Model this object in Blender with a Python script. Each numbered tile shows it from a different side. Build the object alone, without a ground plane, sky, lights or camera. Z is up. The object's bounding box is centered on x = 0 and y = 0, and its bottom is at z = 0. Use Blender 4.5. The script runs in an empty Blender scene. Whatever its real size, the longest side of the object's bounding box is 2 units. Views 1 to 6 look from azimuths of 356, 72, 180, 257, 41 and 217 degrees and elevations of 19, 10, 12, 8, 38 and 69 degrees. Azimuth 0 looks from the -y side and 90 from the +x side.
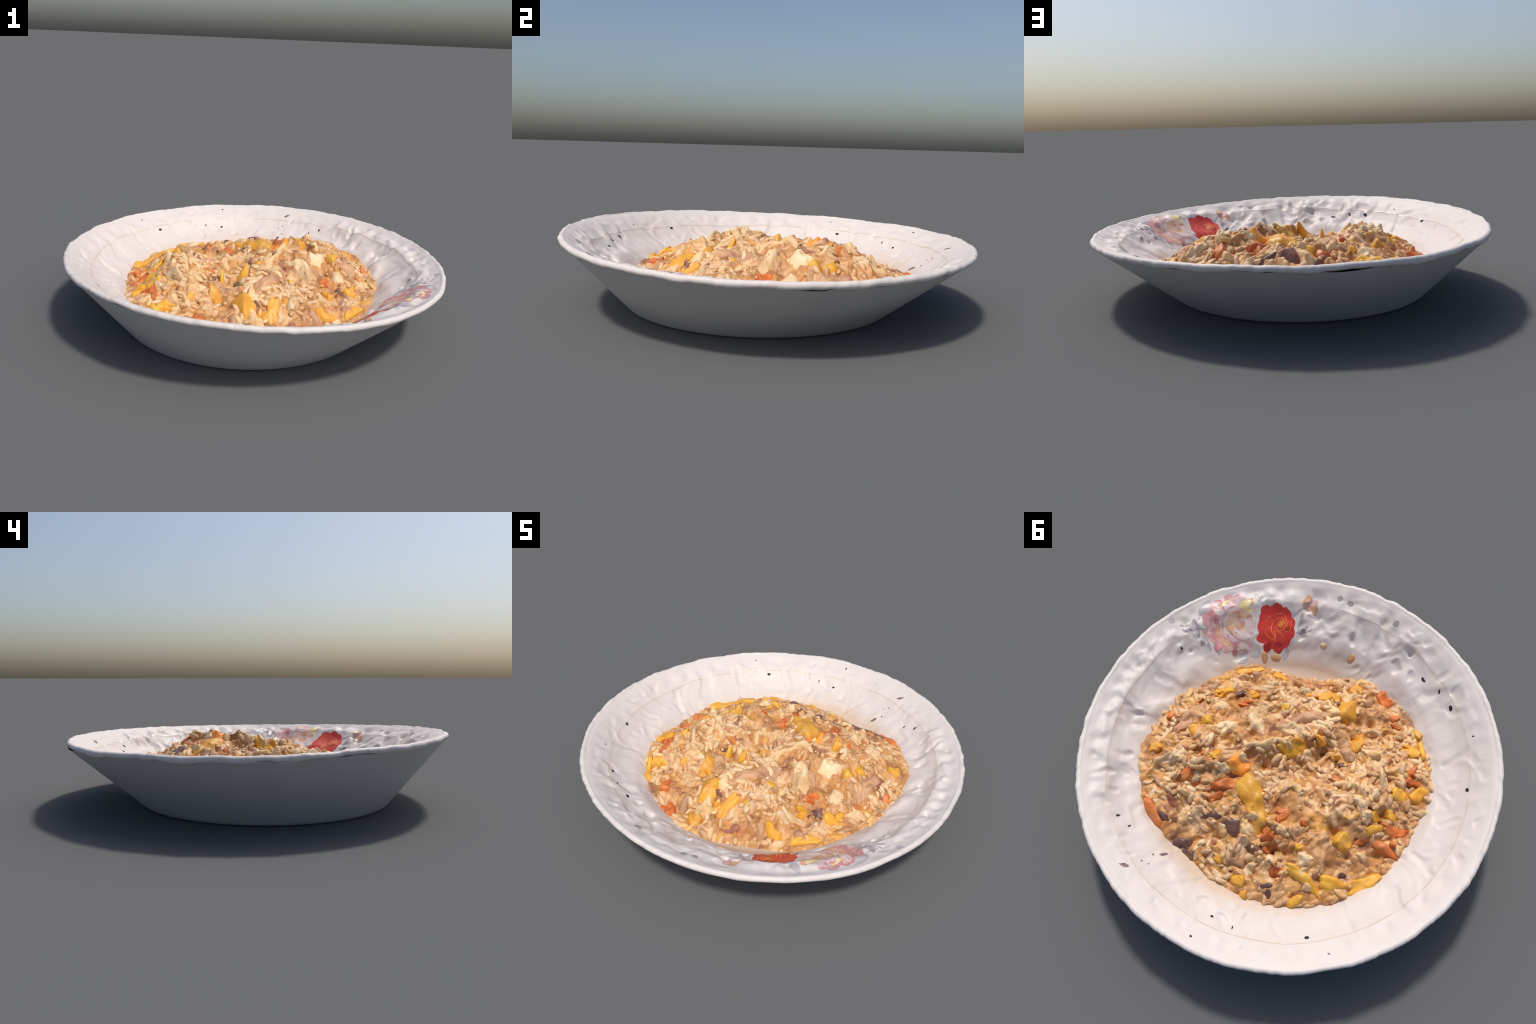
import bpy, bmesh, math, random
import numpy as np
from mathutils import Vector, Matrix, Euler

random.seed(7)
RNG = np.random.default_rng(7)

# ------------------------------------------------------------------ noise
def _hash(ix, iy, seed):
    h = (ix.astype(np.int64) * 374761393 + iy.astype(np.int64) * 668265263 + seed * 1442695041) & 0xFFFFFFFF
    h = ((h ^ (h >> 13)) * 1274126177) & 0xFFFFFFFF
    h = h ^ (h >> 16)
    return (h & 0xFFFF) / 65535.0

def vnoise(x, y, seed=0):
    """smooth value noise, -1..1"""
    x = np.asarray(x, float); y = np.asarray(y, float)
    ix = np.floor(x); iy = np.floor(y)
    fx = x - ix; fy = y - iy
    fx = fx * fx * fx * (fx * (fx * 6 - 15) + 10); fy = fy * fy * fy * (fy * (fy * 6 - 15) + 10)
    a = _hash(ix, iy, seed); b = _hash(ix + 1, iy, seed)
    c = _hash(ix, iy + 1, seed); d = _hash(ix + 1, iy + 1, seed)
    return 2 * ((a * (1 - fx) + b * fx) * (1 - fy) + (c * (1 - fx) + d * fx) * fy) - 1

def fbm(x, y, seed=0, octaves=3):
    t = 0; amp = 1; tot = 0
    for k in range(octaves):
        t = t + amp * vnoise(x * 2 ** k + 13.7 * k, y * 2 ** k - 5.3 * k, seed + k)
        tot += amp; amp *= 0.5
    return t / tot

def sstep(a, b, x):
    t = np.clip((np.asarray(x, float) - a) / (b - a), 0, 1)
    return t * t * (3 - 2 * t)

# ------------------------------------------------------------------ bowl form
CX, CY = -0.0016, 0.0004               # centre of the rim
BASE_X, BASE_Y, BASE_R = -0.052, -0.030, 0.654   # the foot sits off-centre

def rim_r(th):
    return (0.9994 + 0.0011 * np.cos(2 * th) - 0.0012 * np.sin(2 * th)
            - 0.0008 * np.cos(3 * th) - 0.0014 * np.sin(3 * th))

def rim_z(th):
    return (0.3408 - 0.0179 * np.cos(th) - 0.0128 * np.sin(th)
            - 0.0053 * np.cos(2 * th) + 0.0083 * np.sin(2 * th))

# inner profile: radius (share of the rim radius) -> drop below the rim
PROF_R = np.array([0.00, 0.30, 0.50, 0.60, 0.68, 0.737, 0.77, 0.80, 0.82, 0.85, 0.866, 0.90, 0.937, 0.955, 0.972])
PROF_Z = np.array([0.285, 0.280, 0.262, 0.235, 0.190, 0.147, 0.130, 0.114, 0.102, 0.075, 0.058, 0.033, 0.015, 0.006, -0.001])

def bowl_dents(x, y, rho, th):
    a = th % (2 * np.pi)
    # the wall towards +x / -y is the most dented, the one towards +y is almost smooth
    rough = 0.30 + 0.70 * sstep(-0.5, 0.6, np.cos(th - math.radians(-35)))
    rough = rough + 0.22 * sstep(0.3, 1, np.cos(th - math.radians(150)))
    arc = a * 0.9
    # flutes pressed into the band under the lip
    nfl = 54
    fl = 0.5 + 0.5 * np.sin(a * nfl + 2.5 * np.sin(3 * a) + 2.0 * vnoise(np.cos(th) * 5, np.sin(th) * 5, 43))
    fl = fl * (0.25 + 0.75 * np.clip(0.5 + vnoise(np.cos(th) * 9, np.sin(th) * 9, 41), 0, 1))
    band = sstep(0.87, 0.905, rho) * (1 - sstep(0.93, 0.97, rho))
    d = -0.0105 * rough * band * fl
    # soft dents and pits on the wall below
    wall = sstep(0.62, 0.70, rho) * (1 - sstep(0.90, 0.955, rho))
    smooth = 1 - 0.75 * np.exp(-((x - 0.60) ** 2 + (y + 0.53) ** 2) / 0.03)      # under the print
    x, y = 0.83 * x - 0.56 * y, 0.56 * x + 0.83 * y              # keep the noise lattice off the radial lines
    x, y = x + 0.03 * vnoise(x * 7, y * 7, 14), y + 0.03 * vnoise(x * 7 + 3, y * 7, 15)
    n1 = fbm(x * 10, y * 10, 3, 2)
    n2 = vnoise(x * 26 + 2 * n1, y * 26, 9)
    pits = -np.clip(vnoise(x * 19, y * 19, 17) - 0.5, 0, 1) * 0.045
    d = d + wall * rough * smooth * (0.018 * n1 + 0.0060 * n2 + pits)
    return d

def bowl_z(x, y, dents=True):
    dx = x - CX; dy = y - CY
    th = np.arctan2(dy, dx)
    rho = np.hypot(dx, dy) / rim_r(th)
    near_lip = sstep(0.86, 0.96, rho)
    # the wall below the stripe leans the other way than the rim does
    lean = 0.004 * np.cos(th) - np.where(np.sin(th) > 0, 0.010, 0.020) * np.sin(th) * (0.6 + 0.4 * sstep(0.5, 0.86, rho))
    z = 0.3408 + (rim_z(th) - 0.3408) * near_lip + lean * (1 - near_lip) - np.interp(rho, PROF_R, PROF_Z)
    # and the hollow is deepest towards -y
    z = z - 0.045 * np.exp(-(((th - math.radians(-75) + np.pi) % (2 * np.pi) - np.pi) / 0.85) ** 2) * (1 - sstep(0.56, 0.76, rho)) * sstep(0.1, 0.45, rho)
    if dents:
        z = z + bowl_dents(x, y, rho, th)
    return z

# ------------------------------------------------------------------ rice form
# edge of the serving: (direction in degrees, radius) read round the bowl
EDGE = [(5, 0.69), (17, 0.705), (25, 0.722), (31, 0.75), (42, 0.73), (52, 0.73), (68, 0.695), (80, 0.662), (97, 0.675), (113, 0.686),
        (129, 0.702), (145, 0.71), (163, 0.716), (176, 0.708), (191, 0.70), (206, 0.72), (221, 0.70), (235, 0.688), (253, 0.68),
        (267, 0.645), (278, 0.602), (289, 0.558), (300, 0.555), (311, 0.575), (320, 0.625), (333, 0.640), (350, 0.652)]
# heights of landmarks on the heap: x, y, z
HEAP = [(-0.469, 0.019, 0.300), (-0.335, -0.042, 0.290), (-0.349, -0.266, 0.268), (-0.623, -0.041, 0.172),
        (-0.642, 0.255, 0.158), (-0.506, 0.441, 0.180), (-0.312, 0.414, 0.225), (-0.538, 0.301, 0.208),
        (-0.216, -0.298, 0.200), (-0.093, -0.394, 0.222), (0.069, -0.438, 0.183), (-0.039, -0.478, 0.212),
        (-0.198, -0.605, 0.130), (-0.444, -0.422, 0.188), (-0.018, -0.398, 0.232), (0.341, 0.168, 0.308),
        (0.162, 0.024, 0.312), (0.340, 0.324, 0.298), (0.182, 0.236, 0.318), (0.323, 0.061, 0.290),
        (0.234, -0.050, 0.282), (0.525, 0.088, 0.222), (0.645, 0.131, 0.165), (0.565, -0.012, 0.180),
        (0.440, -0.161, 0.187), (0.555, 0.339, 0.228), (0.169, 0.305, 0.292), (0.373, 0.597, 0.190),
        (-0.008, 0.427, 0.262), (0.139, 0.462, 0.235), (0.157, 0.606, 0.165), (0.304, -0.358, 0.182),
        (0.374, -0.392, 0.120), (0.487, -0.323, 0.128), (-0.177, -0.135, 0.205), (-0.052, -0.149, 0.268),
        (-0.025, -0.277, 0.268), (-0.127, 0.371, 0.258), (0.098, 0.224, 0.298), (0.140, 0.179, 0.300),
        (-0.525, -0.285, 0.232), (-0.241, -0.123, 0.222), (0.08, 0.07, 0.305), (-0.05, 0.02, 0.243), (-0.12, -0.02, 0.210),
        (0.02, 0.14, 0.276), (-0.2, 0.15, 0.275), (-0.35, 0.2, 0.268), (0.38, 0.41, 0.268), (0.46, 0.50, 0.205), (0.27, 0.42, 0.262),
        (0.08, -0.24, 0.262), (0.22, -0.24, 0.232), (0.33, -0.12, 0.232), (-0.33, -0.48, 0.172),
        (0.47, 0.365, 0.275), (-0.585, 0.12, 0.172), (-0.21, -0.52, 0.160), (0.54, -0.25, 0.130)]

_e = np.array(EDGE)
def edge_r(th):
    return np.interp(np.degrees(th) % 360, _e[:, 0], _e[:, 1], period=360)

class Heap:
    """thin-plate surface through the landmarks and the edge of the serving"""
    def __init__(self):
        ths = np.radians(np.arange(0, 360, 10))
        er = edge_r(ths) * 1.0
        ex, ey = er * np.cos(ths), er * np.sin(ths)
        ez = bowl_z(ex, ey, False) + 0.004
        p = np.array(HEAP)
        self.x = np.concatenate([p[:, 0], ex]); self.y = np.concatenate([p[:, 1], ey])
        z = np.concatenate([p[:, 2] - 0.010, ez - 0.006])
        n = len(z)
        A = np.zeros((n + 3, n + 3))
        A[:n, :n] = self.k(np.hypot(self.x[:, None] - self.x, self.y[:, None] - self.y)) + np.eye(n) * 2e-4
        P = np.stack([np.ones(n), self.x, self.y], 1)
        A[:n, n:] = P; A[n:, :n] = P.T
        self.w = np.linalg.solve(A, np.concatenate([z, np.zeros(3)]))
    @staticmethod
    def k(r):
        return np.where(r > 1e-9, r * r * np.log(np.maximum(r, 1e-9)), 0)
    def __call__(self, x, y):
        x = np.asarray(x, float); y = np.asarray(y, float)
        shp = np.broadcast(x, y).shape
        xf = np.broadcast_to(x, shp).ravel(); yf = np.broadcast_to(y, shp).ravel()
        out = np.empty(len(xf)); n = len(self.x)
        for i in range(0, len(xf), 20000):
            a, b = xf[i:i + 20000], yf[i:i + 20000]
            K = self.k(np.hypot(a[:, None] - self.x, b[:, None] - self.y))
            out[i:i + 20000] = K @ self.w[:n] + self.w[n] + self.w[n + 1] * a + self.w[n + 2] * b
        return out.reshape(shp)
heap_smooth = Heap()

# ------------------------------------------------------------------ ingredients
# strips lying on the heap: x0, y0, x1, y1, width (metres)
PEPPER = [(0.089, 0.223, -0.119, 0.371, 0.085), (-0.312, 0.418, -0.506, 0.437, 0.044), (-0.597, 0.331, -0.669, 0.199, 0.059), (-0.474, 0.38, -0.567, 0.328, 0.054), (-0.411, 0.558, -0.438, 0.493, 0.04),
          (-0.51, 0.075, -0.556, 0.009, 0.032), (-0.473, -0.024, -0.521, -0.01, 0.045), (-0.416, 0.183, -0.486, 0.178, 0.076), (-0.509, -0.16, -0.562, -0.188, 0.06), (-0.599, -0.205, -0.617, -0.283, 0.057),
          (-0.401, -0.418, -0.474, -0.43, 0.029), (-0.456, -0.507, -0.529, -0.412, 0.024), (-0.209, -0.343, -0.234, -0.235, 0.053), (-0.058, -0.459, -0.099, -0.363, 0.088), (0.073, -0.375, 0.059, -0.482, 0.05),
          (-0.036, -0.583, -0.071, -0.556, 0.025), (0.373, -0.394, 0.288, -0.381, 0.046), (0.545, -0.273, 0.442, -0.366, 0.036), (0.455, 0.095, 0.414, 0.069, 0.048), (0.594, 0.343, 0.544, 0.316, 0.053),
          (0.386, -0.205, 0.369, -0.24, 0.03), (0.529, -0.09, 0.508, -0.112, 0.025), (0.032, -0.002, -0.013, -0.081, 0.06), (0.038, -0.009, -0.044, -0.109, 0.056), (-0.127, 0.613, -0.181, 0.596, 0.045),
          (-0.2, 0.643, -0.225, 0.631, 0.032), (0.27, 0.231, 0.251, 0.218, 0.023), (-0.327, -0.338, -0.352, -0.342, 0.024), (-0.29, 0.33, -0.318, 0.309, 0.027), (-0.486, -0.406, -0.395, -0.425, 0.054),
          (-0.454, -0.514, -0.403, -0.527, 0.035), (-0.041, -0.589, -0.011, -0.55, 0.049), (0.523, -0.143, 0.561, -0.124, 0.032), (0.344, -0.213, 0.388, -0.199, 0.038)]
ORANGE = [(0.166, 0.21, 0.135, 0.141, 0.082)]
CARROT = [(0.434, 0.56, 0.286, 0.625, 0.042), (-0.563, 0.001, -0.666, -0.063, 0.042), (-0.571, 0.08, -0.699, 0.075, 0.041), (0.196, 0.335, 0.11, 0.247, 0.05), (0.351, 0.366, 0.264, 0.35, 0.055),
          (-0.519, -0.269, -0.519, -0.357, 0.028), (-0.295, -0.483, -0.344, -0.506, 0.025), (0.632, 0.164, 0.643, 0.107, 0.03), (0.587, 0.01, 0.557, -0.024, 0.02), (0.39, -0.102, 0.342, -0.127, 0.02),
          (0.352, 0.225, 0.318, 0.245, 0.028), (-0.118, 0.239, -0.172, 0.222, 0.04), (-0.134, 0.37, -0.18, 0.357, 0.053), (-0.168, 0.408, -0.201, 0.415, 0.027), (-0.145, -0.622, -0.229, -0.592, 0.061),
          (-0.222, -0.054, -0.266, -0.051, 0.028), (-0.245, 0.225, -0.286, 0.228, 0.022), (-0.498, 0.141, -0.537, 0.085, 0.027), (-0.592, -0.279, -0.524, -0.262, 0.037), (-0.301, -0.543, -0.277, -0.503, 0.035),
          (0.334, -0.157, 0.385, -0.125, 0.027), (0.137, 0.338, 0.164, 0.396, 0.037), (0.35, -0.426, 0.361, -0.415, 0.021), (-0.172, 0.232, -0.144, 0.277, 0.031)]
PURPLE = [(0.153, 0.461, 0.048, 0.416, 0.02), (0.036, 0.424, -0.035, 0.443, 0.058), (0.203, 0.635, 0.133, 0.597, 0.046), (0.14, 0.642, 0.085, 0.646, 0.042), (0.346, 0.578, 0.265, 0.575, 0.028),
          (-0.256, 0.569, -0.314, 0.522, 0.02), (-0.29, 0.549, -0.313, 0.579, 0.027), (-0.096, 0.465, -0.173, 0.436, 0.031), (-0.001, -0.402, -0.031, -0.41, 0.024), (-0.216, -0.13, -0.251, -0.142, 0.033),
          (0.473, -0.125, 0.403, -0.203, 0.04), (-0.522, 0.312, -0.547, 0.286, 0.018)]
REDBROWN = [(0.359, 0.483, 0.299, 0.506, 0.023), (0.06, 0.522, 0.031, 0.538, 0.027), (0.092, -0.527, 0.163, -0.461, 0.038)]
MEAT = [(0.142, -0.125, -0.014, -0.305, 0.062), (0.531, 0.187, 0.547, 0.003, 0.068), (-0.178, -0.234, -0.253, -0.188, 0.066), (0.553, 0.054, 0.51, 0.172, 0.062), (-0.198, -0.249, -0.138, -0.226, 0.052),
          (-0.086, 0.542, -0.143, 0.537, 0.04), (-0.136, -0.5, -0.127, -0.583, 0.04)]
EGG = [(0.339, 0.198, 0.356, 0.128, 0.028), (0.372, 0.088, 0.296, 0.019, 0.052), (0.348, 0.332, 0.298, 0.277, 0.037), (0.239, 0.249, 0.164, 0.227, 0.032), (0.52, 0.4, 0.402, 0.282, 0.051),
          (0.219, -0.02, 0.301, -0.138, 0.071), (0.194, 0.109, 0.05, -0.087, 0.037), (0.142, -0.094, 0.0, -0.153, 0.061), (0.007, -0.362, -0.059, -0.351, 0.053), (0.005, -0.514, -0.055, -0.455, 0.055),
          (-0.219, -0.408, -0.281, -0.4, 0.049), (-0.321, -0.246, -0.375, -0.32, 0.061), (-0.381, -0.225, -0.46, -0.146, 0.037), (-0.286, -0.094, -0.359, -0.051, 0.032), (-0.382, -0.047, -0.377, -0.121, 0.032),
          (-0.373, -0.02, -0.442, 0.012, 0.045), (-0.452, 0.025, -0.496, 0.037, 0.049), (-0.02, 0.38, -0.085, 0.407, 0.053), (-0.031, 0.328, -0.07, 0.343, 0.044), (-0.161, 0.296, -0.212, 0.313, 0.035),
          (-0.321, 0.349, -0.378, 0.354, 0.049), (0.502, 0.51, 0.463, 0.463, 0.024), (-0.17, 0.558, -0.174, 0.496, 0.04), (0.31, 0.413, 0.269, 0.437, 0.032), (-0.048, -0.55, -0.031, -0.489, 0.033),
          (-0.394, -0.282, -0.339, -0.219, 0.054), (0.314, 0.027, 0.345, 0.088, 0.079), (0.176, -0.025, 0.29, -0.103, 0.061), (0.318, -0.283, 0.417, -0.243, 0.043), (0.426, -0.071, 0.48, -0.025, 0.06)]
# upright tips: x, y, foot z, tip z, lean x, lean y, width, kind
TIPS = [(-0.185, -0.155, 0.215, 0.288, 0.004, 0.02, 0.050, 'pepper'), (-0.075, -0.175, 0.245, 0.328, 0.022, 0.024, 0.056, 'pepper'),
        (-0.462, 0.012, 0.275, 0.334, -0.012, 0.010, 0.060, 'egg'), (0.335, 0.160, 0.295, 0.342, 0.010, 0.010, 0.030, 'egg'),
        (0.325, 0.305, 0.275, 0.326, 0.020, 0.022, 0.055, 'egg'), (-0.635, 0.03, 0.150, 0.215, -0.01, 0.01, 0.05, 'carrot'),
        (-0.535, -0.30, 0.215, 0.256, 0.006, 0.010, 0.036, 'carrot'), 
        (0.155, 0.03, 0.30, 0.335, 0.008, 0.0, 0.026, 'egg'), (0.44, 0.08, 0.215, 0.262, 0.012, 0.0, 0.05, 'pepper'),
        (0.02, -0.05, 0.26, 0.318, 0.01, 0.0, 0.05, 'egg'), (-0.335, -0.26, 0.262, 0.298, -0.012, -0.006, 0.055, 'egg')]
# pockets sunk between the lumps: x, y, depth, radius
POCKETS = [(0.475, 0.475, 0.030, 0.030), (0.05, 0.075, 0.028, 0.040), (-0.205, 0.395, 0.085, 0.026), (0.245, 0.565, 0.035, 0.024),
           (-0.385, 0.165, 0.040, 0.035), (-0.61, 0.125, 0.040, 0.035), (-0.53, -0.03, 0.035, 0.028), (-0.12, -0.21, 0.030, 0.035),
           (0.365, 0.245, 0.035, 0.026), (-0.01, -0.01, 0.012, 0.040), (0.155, -0.16, 0.02, 0.04), (0.37, -0.03, 0.03, 0.03),
           (-0.29, -0.20, 0.030, 0.028), (0.62, 0.28, 0.03, 0.028)]

# overhanging folds: crest line, its height, drop on the left-hand side of the line
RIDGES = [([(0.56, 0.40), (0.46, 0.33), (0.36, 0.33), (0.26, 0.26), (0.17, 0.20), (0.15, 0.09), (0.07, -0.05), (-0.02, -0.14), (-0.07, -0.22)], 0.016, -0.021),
          ([(-0.33, -0.33), (-0.40, -0.20), (-0.36, -0.08), (-0.44, 0.02), (-0.52, 0.06)], 0.014, 0.016),
          ([(0.30, -0.16), (0.25, -0.04), (0.33, 0.05), (0.36, 0.14), (0.32, 0.22)], 0.012, 0.018),
          ([(0.15, 0.40), (0.02, 0.36), (-0.12, 0.33), (-0.20, 0.30)], 0.008, 0.015)]

def ridge(x, y, crest, up, step):
    best = np.full(np.shape(x), 9.0); side = np.zeros(np.shape(x)); end = np.ones(np.shape(x))
    wx = x + 0.018 * vnoise(x * 20, y * 20, 81); wy = y + 0.018 * vnoise(x * 20 + 4, y * 20, 82)
    for (x0, y0), (x1, y1) in zip(crest[:-1], crest[1:]):
        dx, dy = x1 - x0, y1 - y0; L = math.hypot(dx, dy)
        t = np.clip(((wx - x0) * dx + (wy - y0) * dy) / (L * L), 0, 1)
        d = np.hypot(wx - x0 - t * dx, wy - y0 - t * dy)
        s = np.sign(dx * (wy - y0) - dy * (wx - x0))
        m = d < best
        best = np.where(m, d, best); side = np.where(m, s, side)
    fade = np.exp(-(best / 0.085) ** 2)
    low = sstep(0.0, 0.022, best * side * (1 if step > 0 else -1)) * fade
    return up * np.exp(-(best / 0.030) ** 2) - abs(step) * low

_pr = random.Random(41)
for _ in range(34):
    _r, _a = 0.58 * math.sqrt(_pr.random()), _pr.uniform(0, 6.283)
    POCKETS.append((_r * math.cos(_a), _r * math.sin(_a) + 0.02, _pr.uniform(0.020, 0.040), _pr.uniform(0.016, 0.028)))

def heap_lumps(x, y):
    wx = x + 0.025 * vnoise(x * 11, y * 11, 24); wy = y + 0.025 * vnoise(x * 11 + 9, y * 11, 25)
    fold = 1 - 2.4 * np.abs(vnoise(wx * 8, wy * 8, 22))                    # rounded folds with sharp creases between
    fold2 = 1 - 2.4 * np.abs(vnoise(wx * 17 + 5, wy * 17, 28))
    knob = vnoise(wx * 24, wy * 24, 27)
    z = 0.008 * fbm(x * 6 + 3, y * 6, 21, 2) + 0.016 * fold + 0.012 * fold2 + 0.007 * knob - 0.005
    for crest, up, step in RIDGES:
        z = z + ridge(x, y, crest, up, step)
    for px, py, d, r in POCKETS:
        z = z - 1.25 * d * np.exp(-((x - px) ** 2 + (y - py) ** 2) / (r * r))
    return z

def heap_base(x, y):
    th = np.arctan2(y, x)
    rel = np.hypot(x, y) / (edge_r(th) * (1 + 0.012 * vnoise(np.cos(th) * 8, np.sin(th) * 8, 77)))
    z = heap_smooth(x, y) + heap_lumps(x, y) * (1 - 0.75 * sstep(0.80, 0.99, rel))
    low = bowl_z(x, y, False) - 0.035
    return z + (low - z) * sstep(0.975, 1.06, rel)

STEP = 0.0036
GX = np.arange(-0.80, 0.8001, STEP)
GXX, GYY = np.meshgrid(GX, GX, indexing='ij')
GZ = heap_base(GXX, GYY)

def grid_at(grid, x, y):
    fx = np.clip((np.asarray(x, float) - GX[0]) / STEP, 0, len(GX) - 1.001)
    fy = np.clip((np.asarray(y, float) - GX[0]) / STEP, 0, len(GX) - 1.001)
    i = fx.astype(int); j = fy.astype(int); a = fx - i; b = fy - j
    return (grid[i, j] * (1 - a) * (1 - b) + grid[i + 1, j] * a * (1 - b)
            + grid[i, j + 1] * (1 - a) * b + grid[i + 1, j + 1] * a * b)

# ------------------------------------------------------------------ materials
def new_mat(name):
    m = bpy.data.materials.new(name); m.use_nodes = True
    nt = m.node_tree
    return m, nt, nt.nodes['Principled BSDF']

def node(nt, kind, **kw):
    n = nt.nodes.new(kind)
    for k, v in kw.items():
        if hasattr(n, k) and k not in n.inputs.keys():
            setattr(n, k, v)
        else:
            n.inputs[k].default_value = v
    return n

def noise(nt, scale, detail=2.0, vec=None, rough=0.5, dist=0.0):
    n = node(nt, 'ShaderNodeTexNoise', Scale=scale, Detail=detail, Roughness=rough, Distortion=dist)
    if vec is not None:
        nt.links.new(vec, n.inputs['Vector'])
    return n.outputs['Fac']

def ramp(nt, fac, stops, interp='LINEAR'):
    r = nt.nodes.new('ShaderNodeValToRGB'); r.color_ramp.interpolation = interp
    el = r.color_ramp.elements
    while len(el) < len(stops):
        el.new(0.5)
    for e, (p, c) in zip(el, stops):
        e.position = p; e.color = (*c, 1) if len(c) == 3 else c
    nt.links.new(fac, r.inputs['Fac'])
    return r.outputs['Color']

def mix(nt, fac, a, b):
    m = nt.nodes.new('ShaderNodeMix'); m.data_type = 'RGBA'
    for sock, v in ((m.inputs[0], fac), (m.inputs[6], a), (m.inputs[7], b)):
        if hasattr(v, 'links'):
            nt.links.new(v, sock)
        else:
            sock.default_value = v if not isinstance(v, tuple) else (*v, 1)
    return m.outputs[2]

def math_n(nt, op, a, b=0.0, clamp=False):
    m = nt.nodes.new('ShaderNodeMath'); m.operation = op; m.use_clamp = clamp
    for sock, v in zip(m.inputs, (a, b)):
        if hasattr(v, 'links'):
            nt.links.new(v, sock)
        else:
            sock.default_value = v
    return m.outputs[0]

def bump(nt, bsdf, height, strength, dist):
    b = node(nt, 'ShaderNodeBump', Strength=strength, Distance=dist)
    nt.links.new(height, b.inputs['Height']); nt.links.new(b.outputs[0], bsdf.inputs['Normal'])

def position(nt):
    return nt.nodes.new('ShaderNodeNewGeometry').outputs['Position']

def food_mat(name, stops, tint=None, tint_amount=0.5, scale=9.0, rough=0.5, per_piece=0.12, grain=0.0015, sss=0.0):
    """patchy colour on world position, a slow tint, and a per-piece shift"""
    m, nt, b = new_mat(name)
    pos = position(nt)
    c = ramp(nt, noise(nt, scale, 3.0, pos, 0.55, 0.6), stops)
    if tint:
        f = ramp(nt, noise(nt, scale * 0.45 + 1.7, 2.0, pos, 0.5, 0.4), [(0.42, (0, 0, 0)), (0.66, (tint_amount,) * 3)])
        c = mix(nt, f, c, tint)
    rnd = nt.nodes.new('ShaderNodeObjectInfo').outputs['Random']
    hsv = nt.nodes.new('ShaderNodeHueSaturation')
    v = math_n(nt, 'MULTIPLY_ADD', rnd, 2 * per_piece); v.node.inputs[2].default_value = 1 - per_piece
    nt.links.new(v, hsv.inputs['Value']); nt.links.new(c, hsv.inputs['Color'])
    nt.links.new(hsv.outputs[0], b.inputs['Base Color'])
    b.inputs['Roughness'].default_value = rough
    b.inputs['Specular IOR Level'].default_value = 0.35
    if sss:
        b.inputs['Subsurface Weight'].default_value = sss
        b.inputs['Subsurface Radius'].default_value = (0.012, 0.006, 0.003)
        b.inputs['Subsurface Scale'].default_value = 1.0
    bump(nt, b, noise(nt, 70.0, 3.0, pos), 0.35, grain * 4)
    return m

M_GRAIN = food_mat('rice_cream', [(0.30, (0.53, 0.30, 0.14)), (0.5, (0.69, 0.45, 0.24)), (0.70, (0.83, 0.63, 0.39))],
                   (0.56, 0.29, 0.115), 0.55, 6.0)
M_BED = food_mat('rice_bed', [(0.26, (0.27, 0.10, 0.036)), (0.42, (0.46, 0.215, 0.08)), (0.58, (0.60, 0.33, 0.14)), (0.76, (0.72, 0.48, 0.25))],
                 (0.56, 0.26, 0.06), 0.6, 13.0, per_piece=0.0)  # browner than the grains, partly painted in for the shadow between them
def colour_patches(mat, scale, lo, hi, amount, colour, offset):
    # patches of colour
    nt = mat.node_tree; b = nt.nodes['Principled BSDF']
    src = b.inputs['Base Color'].links[0].from_socket
    mp = node(nt, 'ShaderNodeMapping'); mp.inputs['Location'].default_value = offset
    nt.links.new(position(nt), mp.inputs['Vector'])
    f = ramp(nt, noise(nt, scale, 2.0, mp.outputs[0], 0.5, 0.8), [(lo, (0, 0, 0)), (hi, (amount,) * 3)])
    nt.links.new(mix(nt, f, src, colour), b.inputs['Base Color'])
for _m in (M_BED, M_GRAIN):
    colour_patches(_m, 4.5, 0.54, 0.70, 0.62, (0.36, 0.17, 0.07), (11, 2, 0))         # browner portions, also painted in for the shade of crevices
    colour_patches(_m, 16.0, 0.60, 0.70, 0.60, (0.30, 0.125, 0.05), (5, 13, 0))
    colour_patches(_m, 5.5, 0.56, 0.70, 0.45, (0.86, 0.68, 0.46), (2, 6, 0))           # paler, creamier portions, also painted in for lit ridges
colour_patches(M_BED, 10, 0.60, 0.68, 0.7, (0.66, 0.33, 0.06), (3, 1, 0))
colour_patches(M_BED, 12, 0.64, 0.71, 0.6, (0.52, 0.17, 0.06), (7, 4, 0))
colour_patches(M_BED, 11, 0.60, 0.68, 0.80, (0.24, 0.10, 0.06), (1, 9, 0))
colour_patches(M_GRAIN, 10, 0.60, 0.70, 0.55, (0.74, 0.42, 0.10), (3, 1, 0))
colour_patches(M_GRAIN, 12, 0.65, 0.72, 0.35, (0.56, 0.24, 0.10), (7, 4, 0))
M_PEPPER = food_mat('pepper_yellow', [(0.28, (0.62, 0.25, 0.024)), (0.5, (0.74, 0.36, 0.034)), (0.74, (0.80, 0.47, 0.06))],
                    (0.64, 0.34, 0.11), 0.35, 9.0, rough=0.42)
M_ORANGE = food_mat('pepper_orange', [(0.3, (0.72, 0.20, 0.03)), (0.5, (0.80, 0.30, 0.035)), (0.7, (0.80, 0.42, 0.08))],
                    None, 0, 10.0, rough=0.42)
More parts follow.
